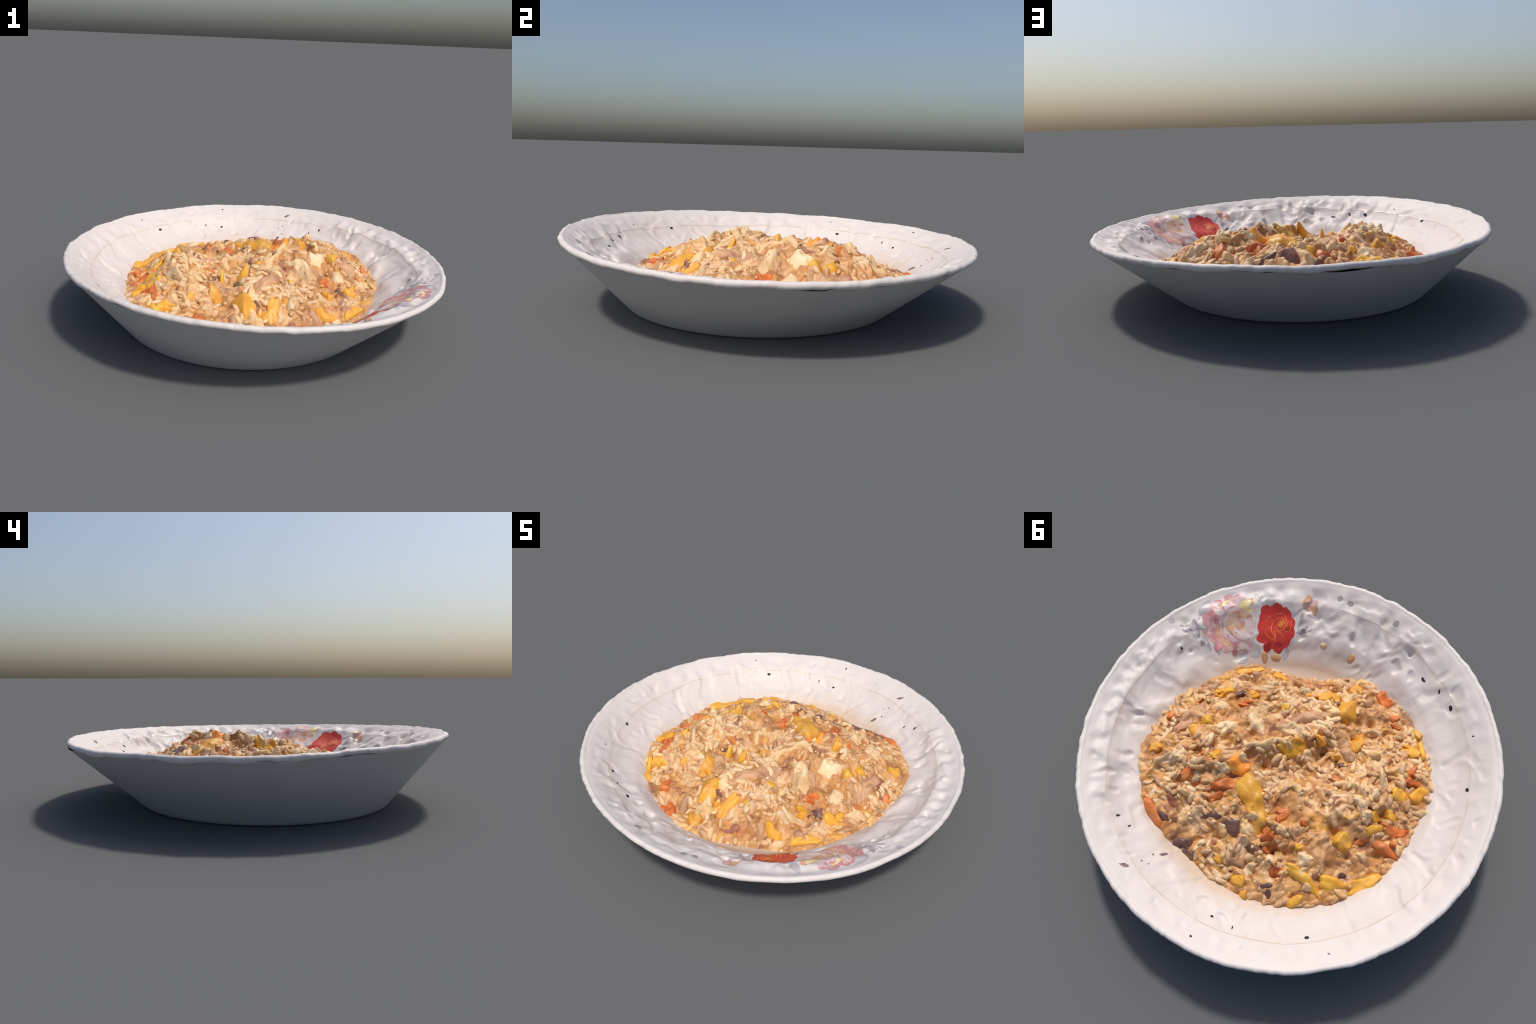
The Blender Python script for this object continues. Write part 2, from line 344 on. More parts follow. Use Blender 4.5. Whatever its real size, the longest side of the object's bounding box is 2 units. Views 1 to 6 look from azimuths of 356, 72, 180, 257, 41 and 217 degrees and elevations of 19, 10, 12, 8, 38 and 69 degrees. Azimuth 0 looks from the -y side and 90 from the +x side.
M_CARROT = food_mat('carrot_orange', [(0.3, (0.38, 0.075, 0.018)), (0.5, (0.57, 0.135, 0.028)), (0.75, (0.66, 0.22, 0.05))],
                    (0.56, 0.25, 0.09), 0.6, 10.0, rough=0.45)
M_PURPLE = food_mat('onion_purple', [(0.3, (0.060, 0.030, 0.032)), (0.55, (0.12, 0.060, 0.06)), (0.8, (0.26, 0.10, 0.07))],
                    (0.38, 0.18, 0.10), 0.6, 14.0, rough=0.4)
M_REDBROWN = food_mat('onion_redbrown', [(0.3, (0.20, 0.065, 0.045)), (0.6, (0.32, 0.11, 0.07)), (0.8, (0.46, 0.22, 0.12))],
                      None, 0, 12.0)
M_MEAT = food_mat('meat_brown', [(0.3, (0.33, 0.16, 0.090)), (0.5, (0.43, 0.22, 0.125)), (0.75, (0.58, 0.34, 0.18))],
                  (0.60, 0.36, 0.17), 0.6, 12.0)
M_EGG = food_mat('egg_cream', [(0.3, (0.58, 0.37, 0.19)), (0.5, (0.71, 0.50, 0.28)), (0.75, (0.79, 0.63, 0.41))],
                 (0.66, 0.38, 0.14), 0.6, 10.0)
FOOD = {'pepper': M_PEPPER, 'orange': M_ORANGE, 'carrot': M_CARROT, 'purple': M_PURPLE, 'redbrown': M_REDBROWN,
        'meat': M_MEAT, 'egg': M_EGG, 'clot': M_BED}

def porcelain(name, base, stained):
    m, nt, b = new_mat(name)
    pos = position(nt)
    c = ramp(nt, noise(nt, 3.0, 3.0, pos), [(0.3, tuple(v * 0.97 for v in base)), (0.7, base)])
    if stained:
        # faint yellow smears and the tan bleed of sauce along the edge of the serving
        sm = ramp(nt, noise(nt, 11.0, 1.0, pos), [(0.70, (0, 0, 0)), (0.78, (0.35,) * 3)])
        c = mix(nt, sm, c, (0.80, 0.70, 0.50))
        mp = node(nt, 'ShaderNodeMapping'); mp.vector_type = 'POINT'
        mp.inputs['Location'].default_value = (0.0, -0.045, 0.0); mp.inputs['Scale'].default_value = (1, 1, 0)
        nt.links.new(pos, mp.inputs['Vector'])
        ln = nt.nodes.new('ShaderNodeVectorMath'); ln.operation = 'LENGTH'
        nt.links.new(mp.outputs[0], ln.inputs[0])
        wob = math_n(nt, 'MULTIPLY', math_n(nt, 'SUBTRACT', noise(nt, 8.0, 2.0, pos), 0.5), 0.10)
        r = math_n(nt, 'ADD', ln.outputs['Value'], wob)
        f = ramp(nt, r, [(0.645, (0.65,) * 3), (0.68, (0.28,) * 3), (0.745, (0, 0, 0))])
        c = mix(nt, f, c, (0.60, 0.42, 0.28))
    nt.links.new(c, b.inputs['Base Color'])
    b.inputs['Roughness'].default_value = 0.5
    b.inputs['Specular IOR Level'].default_value = 0.3
    return m
M_GLAZE = porcelain('porcelain_glaze', (0.67, 0.605, 0.57), True)
M_LIP = porcelain('porcelain_lip', (0.67, 0.61, 0.58), False)
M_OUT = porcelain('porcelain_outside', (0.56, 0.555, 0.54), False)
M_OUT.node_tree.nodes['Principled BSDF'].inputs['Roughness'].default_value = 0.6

def flat_mat(name, stops, scale=20.0, rough=0.4):
    m, nt, b = new_mat(name)
    c = ramp(nt, noise(nt, scale, 2.0, position(nt), 0.5, 0.5), stops)
    nt.links.new(c, b.inputs['Base Color']); b.inputs['Roughness'].default_value = rough
    return m
M_STRIPE = flat_mat('stripe_tan', [(0.35, (0.68, 0.60, 0.55)), (0.6, (0.63, 0.50, 0.40))], 16)
M_HOLE_PATCH = flat_mat('hole_patch_dark', [(0.4, (0.012, 0.011, 0.010)), (0.7, (0.03, 0.028, 0.026))], 60, 0.8)  # near-black, for the patches that stand in for scan holes
M_FLECK = flat_mat('fleck_brown', [(0.4, (0.16, 0.10, 0.095)), (0.7, (0.30, 0.20, 0.18))], 40, 0.6)
M_GREYFLECK = flat_mat('fleck_grey', [(0.4, (0.34, 0.31, 0.28)), (0.7, (0.40, 0.36, 0.32))], 40, 0.6)
M_CRUMB = flat_mat('crumb_cream', [(0.4, (0.72, 0.56, 0.28)), (0.7, (0.78, 0.66, 0.42))], 30, 0.5)
DECAL = {
    'pink': flat_mat('print_pink', [(0.35, (0.54, 0.24, 0.24)), (0.55, (0.62, 0.36, 0.34)), (0.72, (0.66, 0.50, 0.48))], 17),
    'rosepink': flat_mat('print_rose_pink', [(0.35, (0.48, 0.18, 0.19)), (0.7, (0.60, 0.30, 0.30))], 22),
    'white': flat_mat('print_pale', [(0.35, (0.60, 0.44, 0.42)), (0.65, (0.67, 0.57, 0.56))], 17),
    'peach': flat_mat('print_peach', [(0.35, (0.58, 0.28, 0.15)), (0.6, (0.68, 0.44, 0.28)), (0.75, (0.70, 0.55, 0.44))], 16),
    'yellow': flat_mat('print_yellow', [(0.35, (0.76, 0.60, 0.24)), (0.7, (0.78, 0.67, 0.42))], 17),
    'brown': flat_mat('print_brown', [(0.35, (0.40, 0.19, 0.13)), (0.7, (0.55, 0.32, 0.22))], 30),
    'red': flat_mat('print_red', [(0.32, (0.46, 0.030, 0.022)), (0.6, (0.62, 0.048, 0.030))], 12),
    'darkred': flat_mat('print_dark_red', [(0.35, (0.30, 0.018, 0.015)), (0.7, (0.46, 0.03, 0.022))], 20),
    'gold': flat_mat('print_gold', [(0.35, (0.66, 0.14, 0.03)), (0.7, (0.76, 0.30, 0.05))], 30),
    'grey': flat_mat('print_grey_leaf', [(0.35, (0.40, 0.36, 0.36)), (0.65, (0.54, 0.50, 0.50))], 14),
    'darkgrey': flat_mat('print_stem', [(0.35, (0.36, 0.31, 0.32)), (0.7, (0.48, 0.43, 0.43))], 14),
}

# ------------------------------------------------------------------ helpers
def mesh_obj(name, verts, faces, mat, parent=None, smooth=True):
    me = bpy.data.meshes.new(name)
    me.from_pydata([tuple(map(float, v)) for v in verts], [], faces)
    me.update()
    if smooth:
        me.polygons.foreach_set('use_smooth', [True] * len(me.polygons))
    me.materials.append(mat)
    o = bpy.data.objects.new(name, me)
    bpy.context.scene.collection.objects.link(o)
    if parent is not None:
        o.parent = parent
    return o

def quads(rows, cols, wrap):
    f = []
    cc = cols if wrap else cols - 1
    for i in range(rows - 1):
        for j in range(cc):
            k = (j + 1) % cols
            f.append((i * cols + j, i * cols + k, (i + 1) * cols + k, (i + 1) * cols + j))
    return f

def empty(name, label, category):
    o = bpy.data.objects.new(name, None); bpy.context.scene.collection.objects.link(o)
    o['label'] = label; o['category'] = category
    return o

# ------------------------------------------------------------------ build the bowl
BOWL = empty('porcelain_bowl', 'wide white dented bowl with a printed rose bouquet', 'bowl')

def build_bowl():
    n = 720
    th = np.linspace(0, 2 * np.pi, n, endpoint=False)
    c, s = np.cos(th), np.sin(th)
    R0, Z0 = rim_r(th), rim_z(th)
    ragged = 0.35 + 0.65 * sstep(-0.2, 0.9, np.cos(th - math.radians(150)))     # the lip is most worn towards -x +y
    small = vnoise(c * 22, s * 22, 51); tiny = vnoise(c * 60, s * 60, 52); big = vnoise(c * 6, s * 6, 53)
    R = R0 + 0.002 * tiny + 0.004 * small - 0.010 * ragged * np.clip(big + 0.3 * small, 0, 1)
    Z = Z0 + 0.0050 * small + 0.002 * tiny + 0.0045 * big * ragged
    # rolled lip, from under the edge over the crest to the inner wall
    lip = [(-0.030, -0.026), (-0.014, -0.024), (-0.004, -0.018), (0.0, -0.009), (-0.002, -0.001), (-0.008, 0.005), (-0.016, 0.007), (-0.024, 0.004)]
    V = []
    for k, (dr, dz) in enumerate(lip):
        w = 1.0 - 0.6 * k / len(lip)
        r = R0 + (R - R0) * w + dr; z = Z0 + (Z - Z0) * w + dz
        under = 1.0 if k < 3 else 0.0
        z = z + under * 0.006 * ragged * vnoise(c * 15, s * 15, 59)
        V.append(np.stack([CX + r * c, CY + r * s, z], 1))
    rho = 0.972
    x = CX + rho * R0 * c; y = CY + rho * R0 * s
    V.append(np.stack([x, y, bowl_z(x, y) + (Z - Z0) * 0.35], 1))
    lip_rows = len(V)
    # inner wall
    rhos = np.concatenate([[0.972], np.arange(0.966, 0.60, -0.0055), np.linspace(0.58, 0.02, 16)])
    W = [V[-1]]
    for rho in rhos[1:]:
        x = CX + rho * R0 * c; y = CY + rho * R0 * s
        W.append(np.stack([x, y, bowl_z(x, y)], 1))
    rows = len(W)
    F = quads(rows, n, True)
    F.append(tuple((rows - 1) * n + j for j in range(n)))
    # rim and wall are one smooth skin, parted where the glaze rolls over; both take the normals of the whole
    full = bpy.data.meshes.new('skin')
    rimV, wallV = np.concatenate(V), np.concatenate(W)
    full.from_pydata(np.concatenate([rimV, wallV[n:]]).tolist(), [], quads(lip_rows + rows - 1, n, True)); full.update()
    nrm = np.zeros(len(full.vertices) * 3); full.vertices.foreach_get('normal', nrm); nrm = nrm.reshape(-1, 3)
    rim = mesh_obj('rolled_rim', rimV, quads(lip_rows, n, True), M_LIP, BOWL)
    rim.data.normals_split_custom_set_from_vertices(nrm[:len(rimV)].tolist())
    wall = mesh_obj('inner_wall', wallV, F, M_GLAZE, BOWL)
    wall.data.normals_split_custom_set_from_vertices(nrm[len(rimV) - n:].tolist())
    bpy.data.meshes.remove(full)
    # thin tan stripe painted round the wall
    S = []
    keep = np.abs((th - math.radians(-42) + np.pi) % (2 * np.pi) - np.pi) > math.radians(30)     # it stops at the bouquet
    for rho in (0.8690, 0.8665, 0.8640):
        rr = rho + 0.004 * vnoise(c * 5, s * 5, 88)
        x = CX + rr * R0 * c; y = CY + rr * R0 * s
        S.append(np.stack([x, y, bowl_z(x, y) + 0.0009], 1))
    mesh_obj('painted_stripe', np.concatenate(S), [f for f in quads(3, n, True) if keep[f[0] % n] and keep[f[1] % n]], M_STRIPE, BOWL)
    # plain outside: a straight cone from the off-centre foot to the lip
    m = 120
    th = np.linspace(0, 2 * np.pi, m, endpoint=False)
    c, s = np.cos(th), np.sin(th)
    rt = rim_r(th) - 0.007
    worn = sstep(0.2, 0.9, np.cos(th - math.radians(140)))
    rt = rt + 0.009 * worn * np.clip(vnoise(c * 7, s * 7, 71) + 0.1, 0, 1)
    zt = rim_z(th) - 0.014 - 0.006 * np.clip(vnoise(c * 11, s * 11, 72), 0, 1)
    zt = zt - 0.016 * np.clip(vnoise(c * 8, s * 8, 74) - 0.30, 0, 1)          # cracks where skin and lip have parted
    top = np.stack([CX + rt * c, CY + rt * s, zt], 1)
    bot = np.stack([BASE_X + BASE_R * c, BASE_Y + BASE_R * s, np.full(m, 0.0)], 1)
    rows = []
    for t in (1.0, 0.8, 0.6, 0.4, 0.2, 0.06, 0.02):
        rows.append(bot + (top - bot) * t)
    rows.append(np.stack([BASE_X + (BASE_R - 0.004) * c, BASE_Y + (BASE_R - 0.004) * s, np.full(m, 0.001)], 1))
    F = quads(len(rows), m, True)
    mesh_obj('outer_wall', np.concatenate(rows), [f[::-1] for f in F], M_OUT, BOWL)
    foot = [np.stack([BASE_X + r * c, BASE_Y + r * s, np.full(m, z)], 1) for r, z in ((BASE_R - 0.004, 0.001), (BASE_R - 0.012, 0.0))]
    F = quads(2, m, True); F.append(tuple(m + j for j in range(m)))
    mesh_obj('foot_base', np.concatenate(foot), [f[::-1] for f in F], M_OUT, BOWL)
build_bowl()

def patch(name, outline, mat, lift, parent, rings=7):
    """a painted shape lying on the inner wall; outline: list of (x, y), star-shaped about its centre"""
    p = np.array(outline, float); ctr = p.mean(0)
    V = [ctr]
    for k in range(1, rings + 1):
        V.extend(ctr + (p - ctr) * k / rings)
    V = np.array(V); n = len(p)
    z = bowl_z(V[:, 0], V[:, 1]) + lift
    F = [(0, 1 + j, 1 + (j + 1) % n) for j in range(n)]
    for k in range(rings - 1):
        a = 1 + k * n
        F += [(a + j, a + n + j, a + n + (j + 1) % n, a + (j + 1) % n) for j in range(n)]
    o = mesh_obj(name, np.column_stack([V, z]), F, mat, parent)
    return o

def blob(cx, cy, a, b, rot, n=22, wob=0.12, seed=0):
    t = np.linspace(0, 2 * np.pi, n, endpoint=False)
    r = 1 + wob * vnoise(np.cos(t) * 2 + seed * 3.1, np.sin(t) * 2, 5 + seed)
    u, v = a * r * np.cos(t), b * r * np.sin(t)
    return np.stack([cx + u * math.cos(rot) - v * math.sin(rot), cy + u * math.sin(rot) + v * math.cos(rot)], 1)

def build_marks():
    # dark patches laid on for small holes in the scan: x, y, half length, half width, turn
    for k, (x, y, a, b, r) in enumerate([
            (-0.566, 0.628, .011, .008, .6), (-0.279, 0.786, .010, .004, 2.0), (-0.175, 0.801, .009, .006, 0.3), (-0.169, 0.923, .007, .005, 0),
            (0.397, 0.709, .010, .005, 1.2), (0.465, 0.704, .010, .006, 1.2), (-0.778, -0.365, .012, .007, 2.2), (-0.494, -0.690, .016, .008, 2.5),
            (-0.298, -0.756, .018, .008, 2.8), (-0.400, -0.735, .012, .005, 2.2), (-0.66, -0.60, .006, .004, 0.2), (0.809, -0.168, .007, .006, 0)]):
        patch('scan_hole_patch', blob(x, y, a * 0.85, b * 0.8, r, 14, 0.3, k), M_HOLE_PATCH, 0.0022, BOWL, 4)
    for k, (x, y, a, b, r) in enumerate([(0.267, 0.862, .023, .008, .45), (0.193, 0.716, .018, .007, .9), (0.205, 0.790, .004, .003, 0),
                                         (0.235, 0.80, .004, .003, 0), (-0.68, 0.631, .006, .003, .3), (0.225, 0.745, .005, .004, 0)]):
        patch('brown_fleck', blob(x, y, a, b, r, 16, 0.4, k + 20), M_FLECK, 0.0020, BOWL, 4)
    for k, (x, y, a, b, r) in enumerate([(-0.02, -0.91, .017, .013, 0), (0.298, -0.866, .014, .011, .5), (0.242, -0.881, .017, .011, .2)]):
        patch('grey_fleck', blob(x, y, a, b, r, 16, 0.25, k + 30), M_GREYFLECK, 0.0020, BOWL, 4)
build_marks()

# ------------------------------------------------------------------ printed bouquet
# drawing plane of the print: u runs along the rim, v climbs the wall (units of 0.1 mm-ish on the sheet)
def deco(u, v):
    """print units (u right, v down, pink rose centre at 860,570) -> plan position"""
    return np.stack([1.05599 - 0.000323 * np.asarray(u) - 0.0002137 * np.asarray(v),
                     -0.38817 - 0.0002773 * np.asarray(u) + 0.000289 * np.asarray(v)], -1)

PRINT = bpy.data.objects.new('rose_print', None)
bpy.context.scene.collection.objects.link(PRINT); PRINT.parent = BOWL

def petal_shape(u, v, length, width, ang, tip=0.6, seed=0, n=26):
    """a petal or leaf from its foot (u, v); ang in degrees, 0 = right, 90 = up"""
    t = np.linspace(0, 1, n // 2)
    half = width / 2 * np.sin(np.pi * t ** 0.8) ** tip * (1 + 0.10 * vnoise(t * 5, t * 0 + seed, 3))
    x = np.concatenate([t * length, t[::-1][1:-1] * length])
    y = np.concatenate([half, -half[::-1][1:-1]])
    a = math.radians(ang)
    return deco(u + x * math.cos(a) - y * math.sin(a), v - x * math.sin(a) - y * math.cos(a))

def lobed(u, v, r, lobes, seed, depth=0.12, squash=1.0, phase=0.0, n=64):
    t = np.linspace(0, 2 * np.pi, n, endpoint=False)
    rr = r * (1 + depth * np.abs(np.sin(t * lobes / 2 + phase)) - depth * 0.5 + 0.05 * vnoise(np.cos(t) * 2, np.sin(t) * 2, seed))
    return deco(u + rr * np.cos(t), v - rr * squash * np.sin(t))

def curve_line(name, pts, width, mat, lift):
    p = np.array(pts, float)
    t = np.linspace(0, len(p) - 1, 8 * (len(p) - 1) + 1)
    # Catmull-Rom through the points
    i = np.clip(t.astype(int), 0, len(p) - 2); f = (t - i)[:, None]
    P0 = p[np.maximum(i - 1, 0)]; P1 = p[i]; P2 = p[i + 1]; P3 = p[np.minimum(i + 2, len(p) - 1)]
    q = 0.5 * (2 * P1 + (P2 - P0) * f + (2 * P0 - 5 * P1 + 4 * P2 - P3) * f ** 2 + (3 * P1 - P0 - 3 * P2 + P3) * f ** 3)
    d = np.gradient(q, axis=0); d /= np.linalg.norm(d, axis=1)[:, None] + 1e-9
    nrm = np.stack([-d[:, 1], d[:, 0]], 1)
    w = width / 2 * (0.35 + 0.65 * np.sin(np.pi * np.linspace(0.05, 0.95, len(q))))[:, None]
    rows = [deco(*(q + nrm * w * k).T) for k in (-1, 0, 1)]
    V = np.concatenate([np.column_stack([r, bowl_z(r[:, 0], r[:, 1]) + lift]) for r in rows])
    mesh_obj(name, V, quads(3, len(q), False), mat, PRINT)

def build_print():
    L = 0.0013
    # leaves and twigs behind the flowers
    for k, (u, v, ln, w, a, m) in enumerate([
            (1150, 320, 230, 95, 118, 'grey'), (1130, 360, 190, 110, 22, 'grey'), (380, 470, 270, 130, 62, 'grey'),
            (300, 500, 260, 90, -75, 'darkgrey'), (380, 640, 140, 60, -170, 'grey'), (1120, 850, 170, 150, 200, 'grey'), (960, 900, 180, 110, 225, 'grey'),
            (1440, 830, 160, 100, -100, 'grey'), (1510, 730, 110, 70, -100, 'grey'), (560, 760, 190, 80, -75, 'grey'), (170, 660, 110, 40, -35, 'darkgrey'),
            (1640, 470, 140, 50, -95, 'grey'), (1620, 690, 130, 45, 40, 'darkgrey'), (1620, 690, 100, 40, -35, 'darkgrey'),
            (80, 560, 90, 80, 160, 'grey'), (1530, 410, 90, 36, -95, 'grey'), (480, 680, 200, 70, -120, 'grey'), (1040, 800, 130, 110, 160, 'grey')]):
        patch('printed_leaf', petal_shape(u, v, ln, w, a, 0.8, k), DECAL[m], L, PRINT)
    for pts, w in [([(130, 610), (230, 605), (330, 640), (450, 640), (540, 600)], 20), ([(230, 600), (300, 560), (380, 500)], 16),
                   ([(400, 660), (460, 760), (500, 900)], 16), ([(1530, 490), (1600, 430), (1690, 380)], 22), ([(1560, 690), (1640, 690), (1770, 680)], 16),
                   ([(1590, 680), (1600, 600), (1640, 500)], 14)]:
        curve_line('printed_twig', pts, w, DECAL['darkgrey'], L + 0.0004)
    # pink rose: a ragged open flower, pale inner petals, cream heart
    patch('rose_petal', lobed(745, 545, 300, 9, 31, 0.20, 1.12, 0.3), DECAL['pink'], L + 0.0002, PRINT)
    for k, (u, v, ln, w, a, m) in enumerate([
            (760, 400, 260, 150, 68, 'pink'), (690, 400, 200, 140, 130, 'rosepink'), (600, 520, 210, 150, 165, 'rosepink'), (600, 640, 190, 140, 195, 'rosepink'),
            (660, 700, 230, 120, 247, 'rosepink'), (760, 760, 170, 90, 285, 'rosepink'), (900, 740, 170, 110, 300, 'pink'), (960, 330, 110, 90, 40, 'peach'),
            (980, 640, 110, 170, 345, 'white'), (960, 480, 110, 170, 15, 'white')]):
        patch('rose_petal', petal_shape(u, v, ln, w, a, 0.55, k), DECAL[m], L + 0.0003 + 0.00003 * k, PRINT)
    for k, (u, v, ln, w, a, m) in enumerate([
            (720, 470, 290, 190, 62, 'white'), (640, 480, 200, 110, 118, 'white'), (560, 420, 130, 90, 60, 'white'), (680, 620, 170, 130, 100, 'white'),
            (720, 740, 260, 120, 12, 'white'), (840, 800, 170, 80, -20, 'white'), (600, 560, 240, 90, 275, 'peach'), (650, 740, 190, 80, 310, 'peach'),
            (640, 360, 150, 55, 50, 'yellow'), (880, 400, 170, 130, 50, 'yellow'), (620, 300, 130, 40, 280, 'peach'), (900, 440, 150, 60, 20, 'yellow')]):
        patch('rose_petal', petal_shape(u, v, ln, w, a, 0.6, k + 40), DECAL[m], L + 0.0006 + 0.00002 * k, PRINT)
    patch('rose_petal', lobed(865, 570, 195, 5, 4, 0.08, 1.0), DECAL['white'], L + 0.0009, PRINT)
    patch('rose_petal', lobed(870, 535, 160, 4, 6, 0.10, 0.82), DECAL['peach'], L + 0.0010, PRINT)
    patch('rose_petal', lobed(905, 620, 125, 4, 8, 0.12, 1.1), DECAL['white'], L + 0.0011, PRINT)
    patch('rose_petal', lobed(865, 570, 70, 5, 9, 0.15, 0.95), DECAL['peach'], L + 0.0012, PRINT)
    t = np.linspace(0.3, 2.6 * 2 * np.pi, 16)
    curve_line('printed_curl', [(862 + 3.6 * a * math.cos(a), 570 - 3.4 * a * math.sin(a)) for a in t], 12, DECAL['brown'], L + 0.0014)
    for pts, w, m in [([(700, 640), (720, 520), (800, 430), (920, 410), (1010, 480)], 22, 'peach'), ([(690, 570), (730, 640), (780, 700)], 36, 'brown'),
                      ([(760, 600), (790, 700), (870, 760), (960, 740), (1010, 660)], 16, 'pink'), ([(660, 680), (650, 540), (700, 420), (790, 350)], 20, 'pink'),
                      ([(800, 650), (850, 710)], 26, 'peach'), ([(600, 260), (630, 340), (640, 420)], 22, 'peach')]:
        curve_line('printed_curl', pts, w, DECAL[m], L + 0.0014)
    # red rose
    patch('red_petal', lobed(1315, 610, 228, 11, 14, 0.10, 1.12, 0.4), DECAL['red'], L + 0.0009, PRINT)
    for k, (u, v, ln, w, a, m) in enumerate([(1240, 440, 130, 150, 150, 'red'), (1300, 440, 120, 150, 75, 'red'), (1400, 570, 150, 170, 10, 'red'), (1230, 700, 170, 150, 195, 'red'),
                                             (1230, 760, 150, 110, 250, 'darkred'), (1330, 780, 130, 130, 280, 'darkred'), (1420, 690, 110, 130, 320, 'red'), (1380, 470, 110, 100, 50, 'red')]):
        patch('red_petal', petal_shape(u, v, ln, w, a, 0.7, k + 60), DECAL[m], L + 0.0010 + 0.00003 * k, PRINT)
    for pts in [[(1170, 540), (1240, 460), (1400, 440), (1440, 520), (1460, 600), (1400, 650)], [(1260, 560), (1300, 500), (1390, 500), (1430, 590), (1400, 640), (1330, 640), (1320, 560)],
                [(1265, 560), (1255, 640), (1310, 770)], [(1170, 650), (1210, 720), (1320, 775)], [(1330, 650), (1380, 690), (1420, 765)],
                [(1300, 640), (1300, 700), (1310, 770)], [(1500, 520), (1490, 650), (1400, 660)], [(1340, 560), (1370, 530), (1400, 560), (1380, 610), (1350, 590), (1370, 565)]]:
        curve_line('printed_vein', pts, 10, DECAL['gold'], L + 0.0014)
    patch('red_petal', lobed(1368, 562, 38, 5, 15, 0.2), DECAL['gold'], L + 0.0013, PRINT)
    # peach bud
    for k, (u, v, ln, w, a, m) in enumerate([(1690, 400, 160, 110, 75, 'peach'), (1700, 410, 160, 120, 35, 'pink'), (1710, 420, 130, 120, -10, 'peach'), (1720, 430, 100, 80, -60, 'white')]):
        patch('bud_petal', petal_shape(u, v, ln, w, a, 0.5, k + 80), DECAL[m], L + 0.0002 + 0.00005 * k, PRINT)
build_print()

# ------------------------------------------------------------------ build the rice dish
RICE = empty('vegetable_rice', 'heap of creamy rice with pepper, carrot and meat', 'food')

def blur(g, n):
    for _ in range(n):
        g = (g + np.roll(g, 1, 0) + np.roll(g, -1, 0) + np.roll(g, 1, 1) + np.roll(g, -1, 1)) / 5
    return g
SOFT = blur(GZ, 9)
TOP = GZ.copy()
#        height, edge sharpness, squareness, lumpiness
FORM = {'pepper': (0.018, 7, 3.2, 0.0030), 'orange': (0.022, 4, 2.6, 0.003), 'carrot': (0.018, 6, 3.0, 0.003), 'purple': (0.012, 4, 2.4, 0.004),
        'redbrown': (0.009, 4, 2.4, 0.003), 'meat': (0.022, 3, 2.6, 0.006), 'egg': (0.022, 3.5, 2.3, 0.010), 'clot': (0.014, 2.5, 2.2, 0.009)}
RINGS = [0.0, 0.22, 0.42, 0.60, 0.75, 0.86, 0.94, 1.0, 1.05, 1.11]

def strip(name, A, B, width, kind, k):
    """a piece of food lying in the heap from A to B: an uneven slab with its own edge, moulded to what lies below"""
    rs = np.random.default_rng(1000 + k)
    A = np.array(A, float); B = np.array(B, float)
    d = B - A; L = np.hypot(*d); ux = d / (L + 1e-9); nx = np.array([-ux[1], ux[0]])
    L = L + 0.35 * width; width = width * 1.12
    h, sharp, sq, lump = FORM[kind]
    n = 44
    a = np.linspace(0, 2 * np.pi, n, endpoint=False); ca, sa = np.cos(a), np.sin(a)
    rad = (np.abs(ca) ** sq + np.abs(sa) ** sq) ** (-1 / sq)
    rough = {'egg': 0.24, 'clot': 0.28, 'purple': 0.25, 'meat': 0.22}.get(kind, 0.16)
    rad = rad * (1 + rough * vnoise(ca * 2.1 + k * 3.7, sa * 2.1 + k, 64) + 0.22 * rough * vnoise(ca * 5 + k, sa * 5 - k, 65))
    taper = rs.uniform(-0.35, 0.35); bow = rs.uniform(-0.12, 0.12) * L
    curl = rs.uniform(0.004, 0.014) * rs.choice((-1, 1)) if kind in ('pepper', 'carrot', 'orange') else rs.uniform(-0.006, 0.006)
    V = []
    for q in RINGS:
        s = rad * ca * q; t = rad * sa * q * (1 + taper * np.clip(rad * ca * q, -1, 1))
        px = (A[0] + B[0]) / 2 + ux[0] * s * L / 2 + nx[0] * (t * width / 2 + bow * (0.5 - s * s))
        py = (A[1] + B[1]) / 2 + ux[1] * s * L / 2 + nx[1] * (t * width / 2 + bow * (0.5 - s * s))
        z = grid_at(SOFT, px, py) * 0.6 + grid_at(GZ, px, py) * 0.4 + 0.003
        top = h * (1 - min(q, 1.0) ** sharp) + lump * vnoise(px * 46 + k, py * 46, 67) * (1 - 0.5 * min(q, 1) ** 2) + curl * s
        if kind == 'pepper':
            top = top - 0.10 * width * (0.5 - (t * 1.0) ** 2) * (1 if k % 3 == 0 else -0.6) * (1 - min(q, 1) ** 8)
        z = z + top
        if q > 1:
            z = z - (q - 1) * 0.30 - np.clip(curl * s, 0, 1) * min(1, (q - 1) * 12)
        V.append(np.stack([px, py, z], 1)[:1] if q == 0 else np.stack([px, py, z], 1))
    V = np.concatenate(V)
    F = [(0, 1 + j, 1 + (j + 1) % n) for j in range(n)]
    for r in range(len(RINGS) - 2):
        b = 1 + r * n
        F += [(b + j, b + n + j, b + n + (j + 1) % n, b + (j + 1) % n) for j in range(n)]
    return mesh_obj(name, V, F, FOOD[kind], RICE)

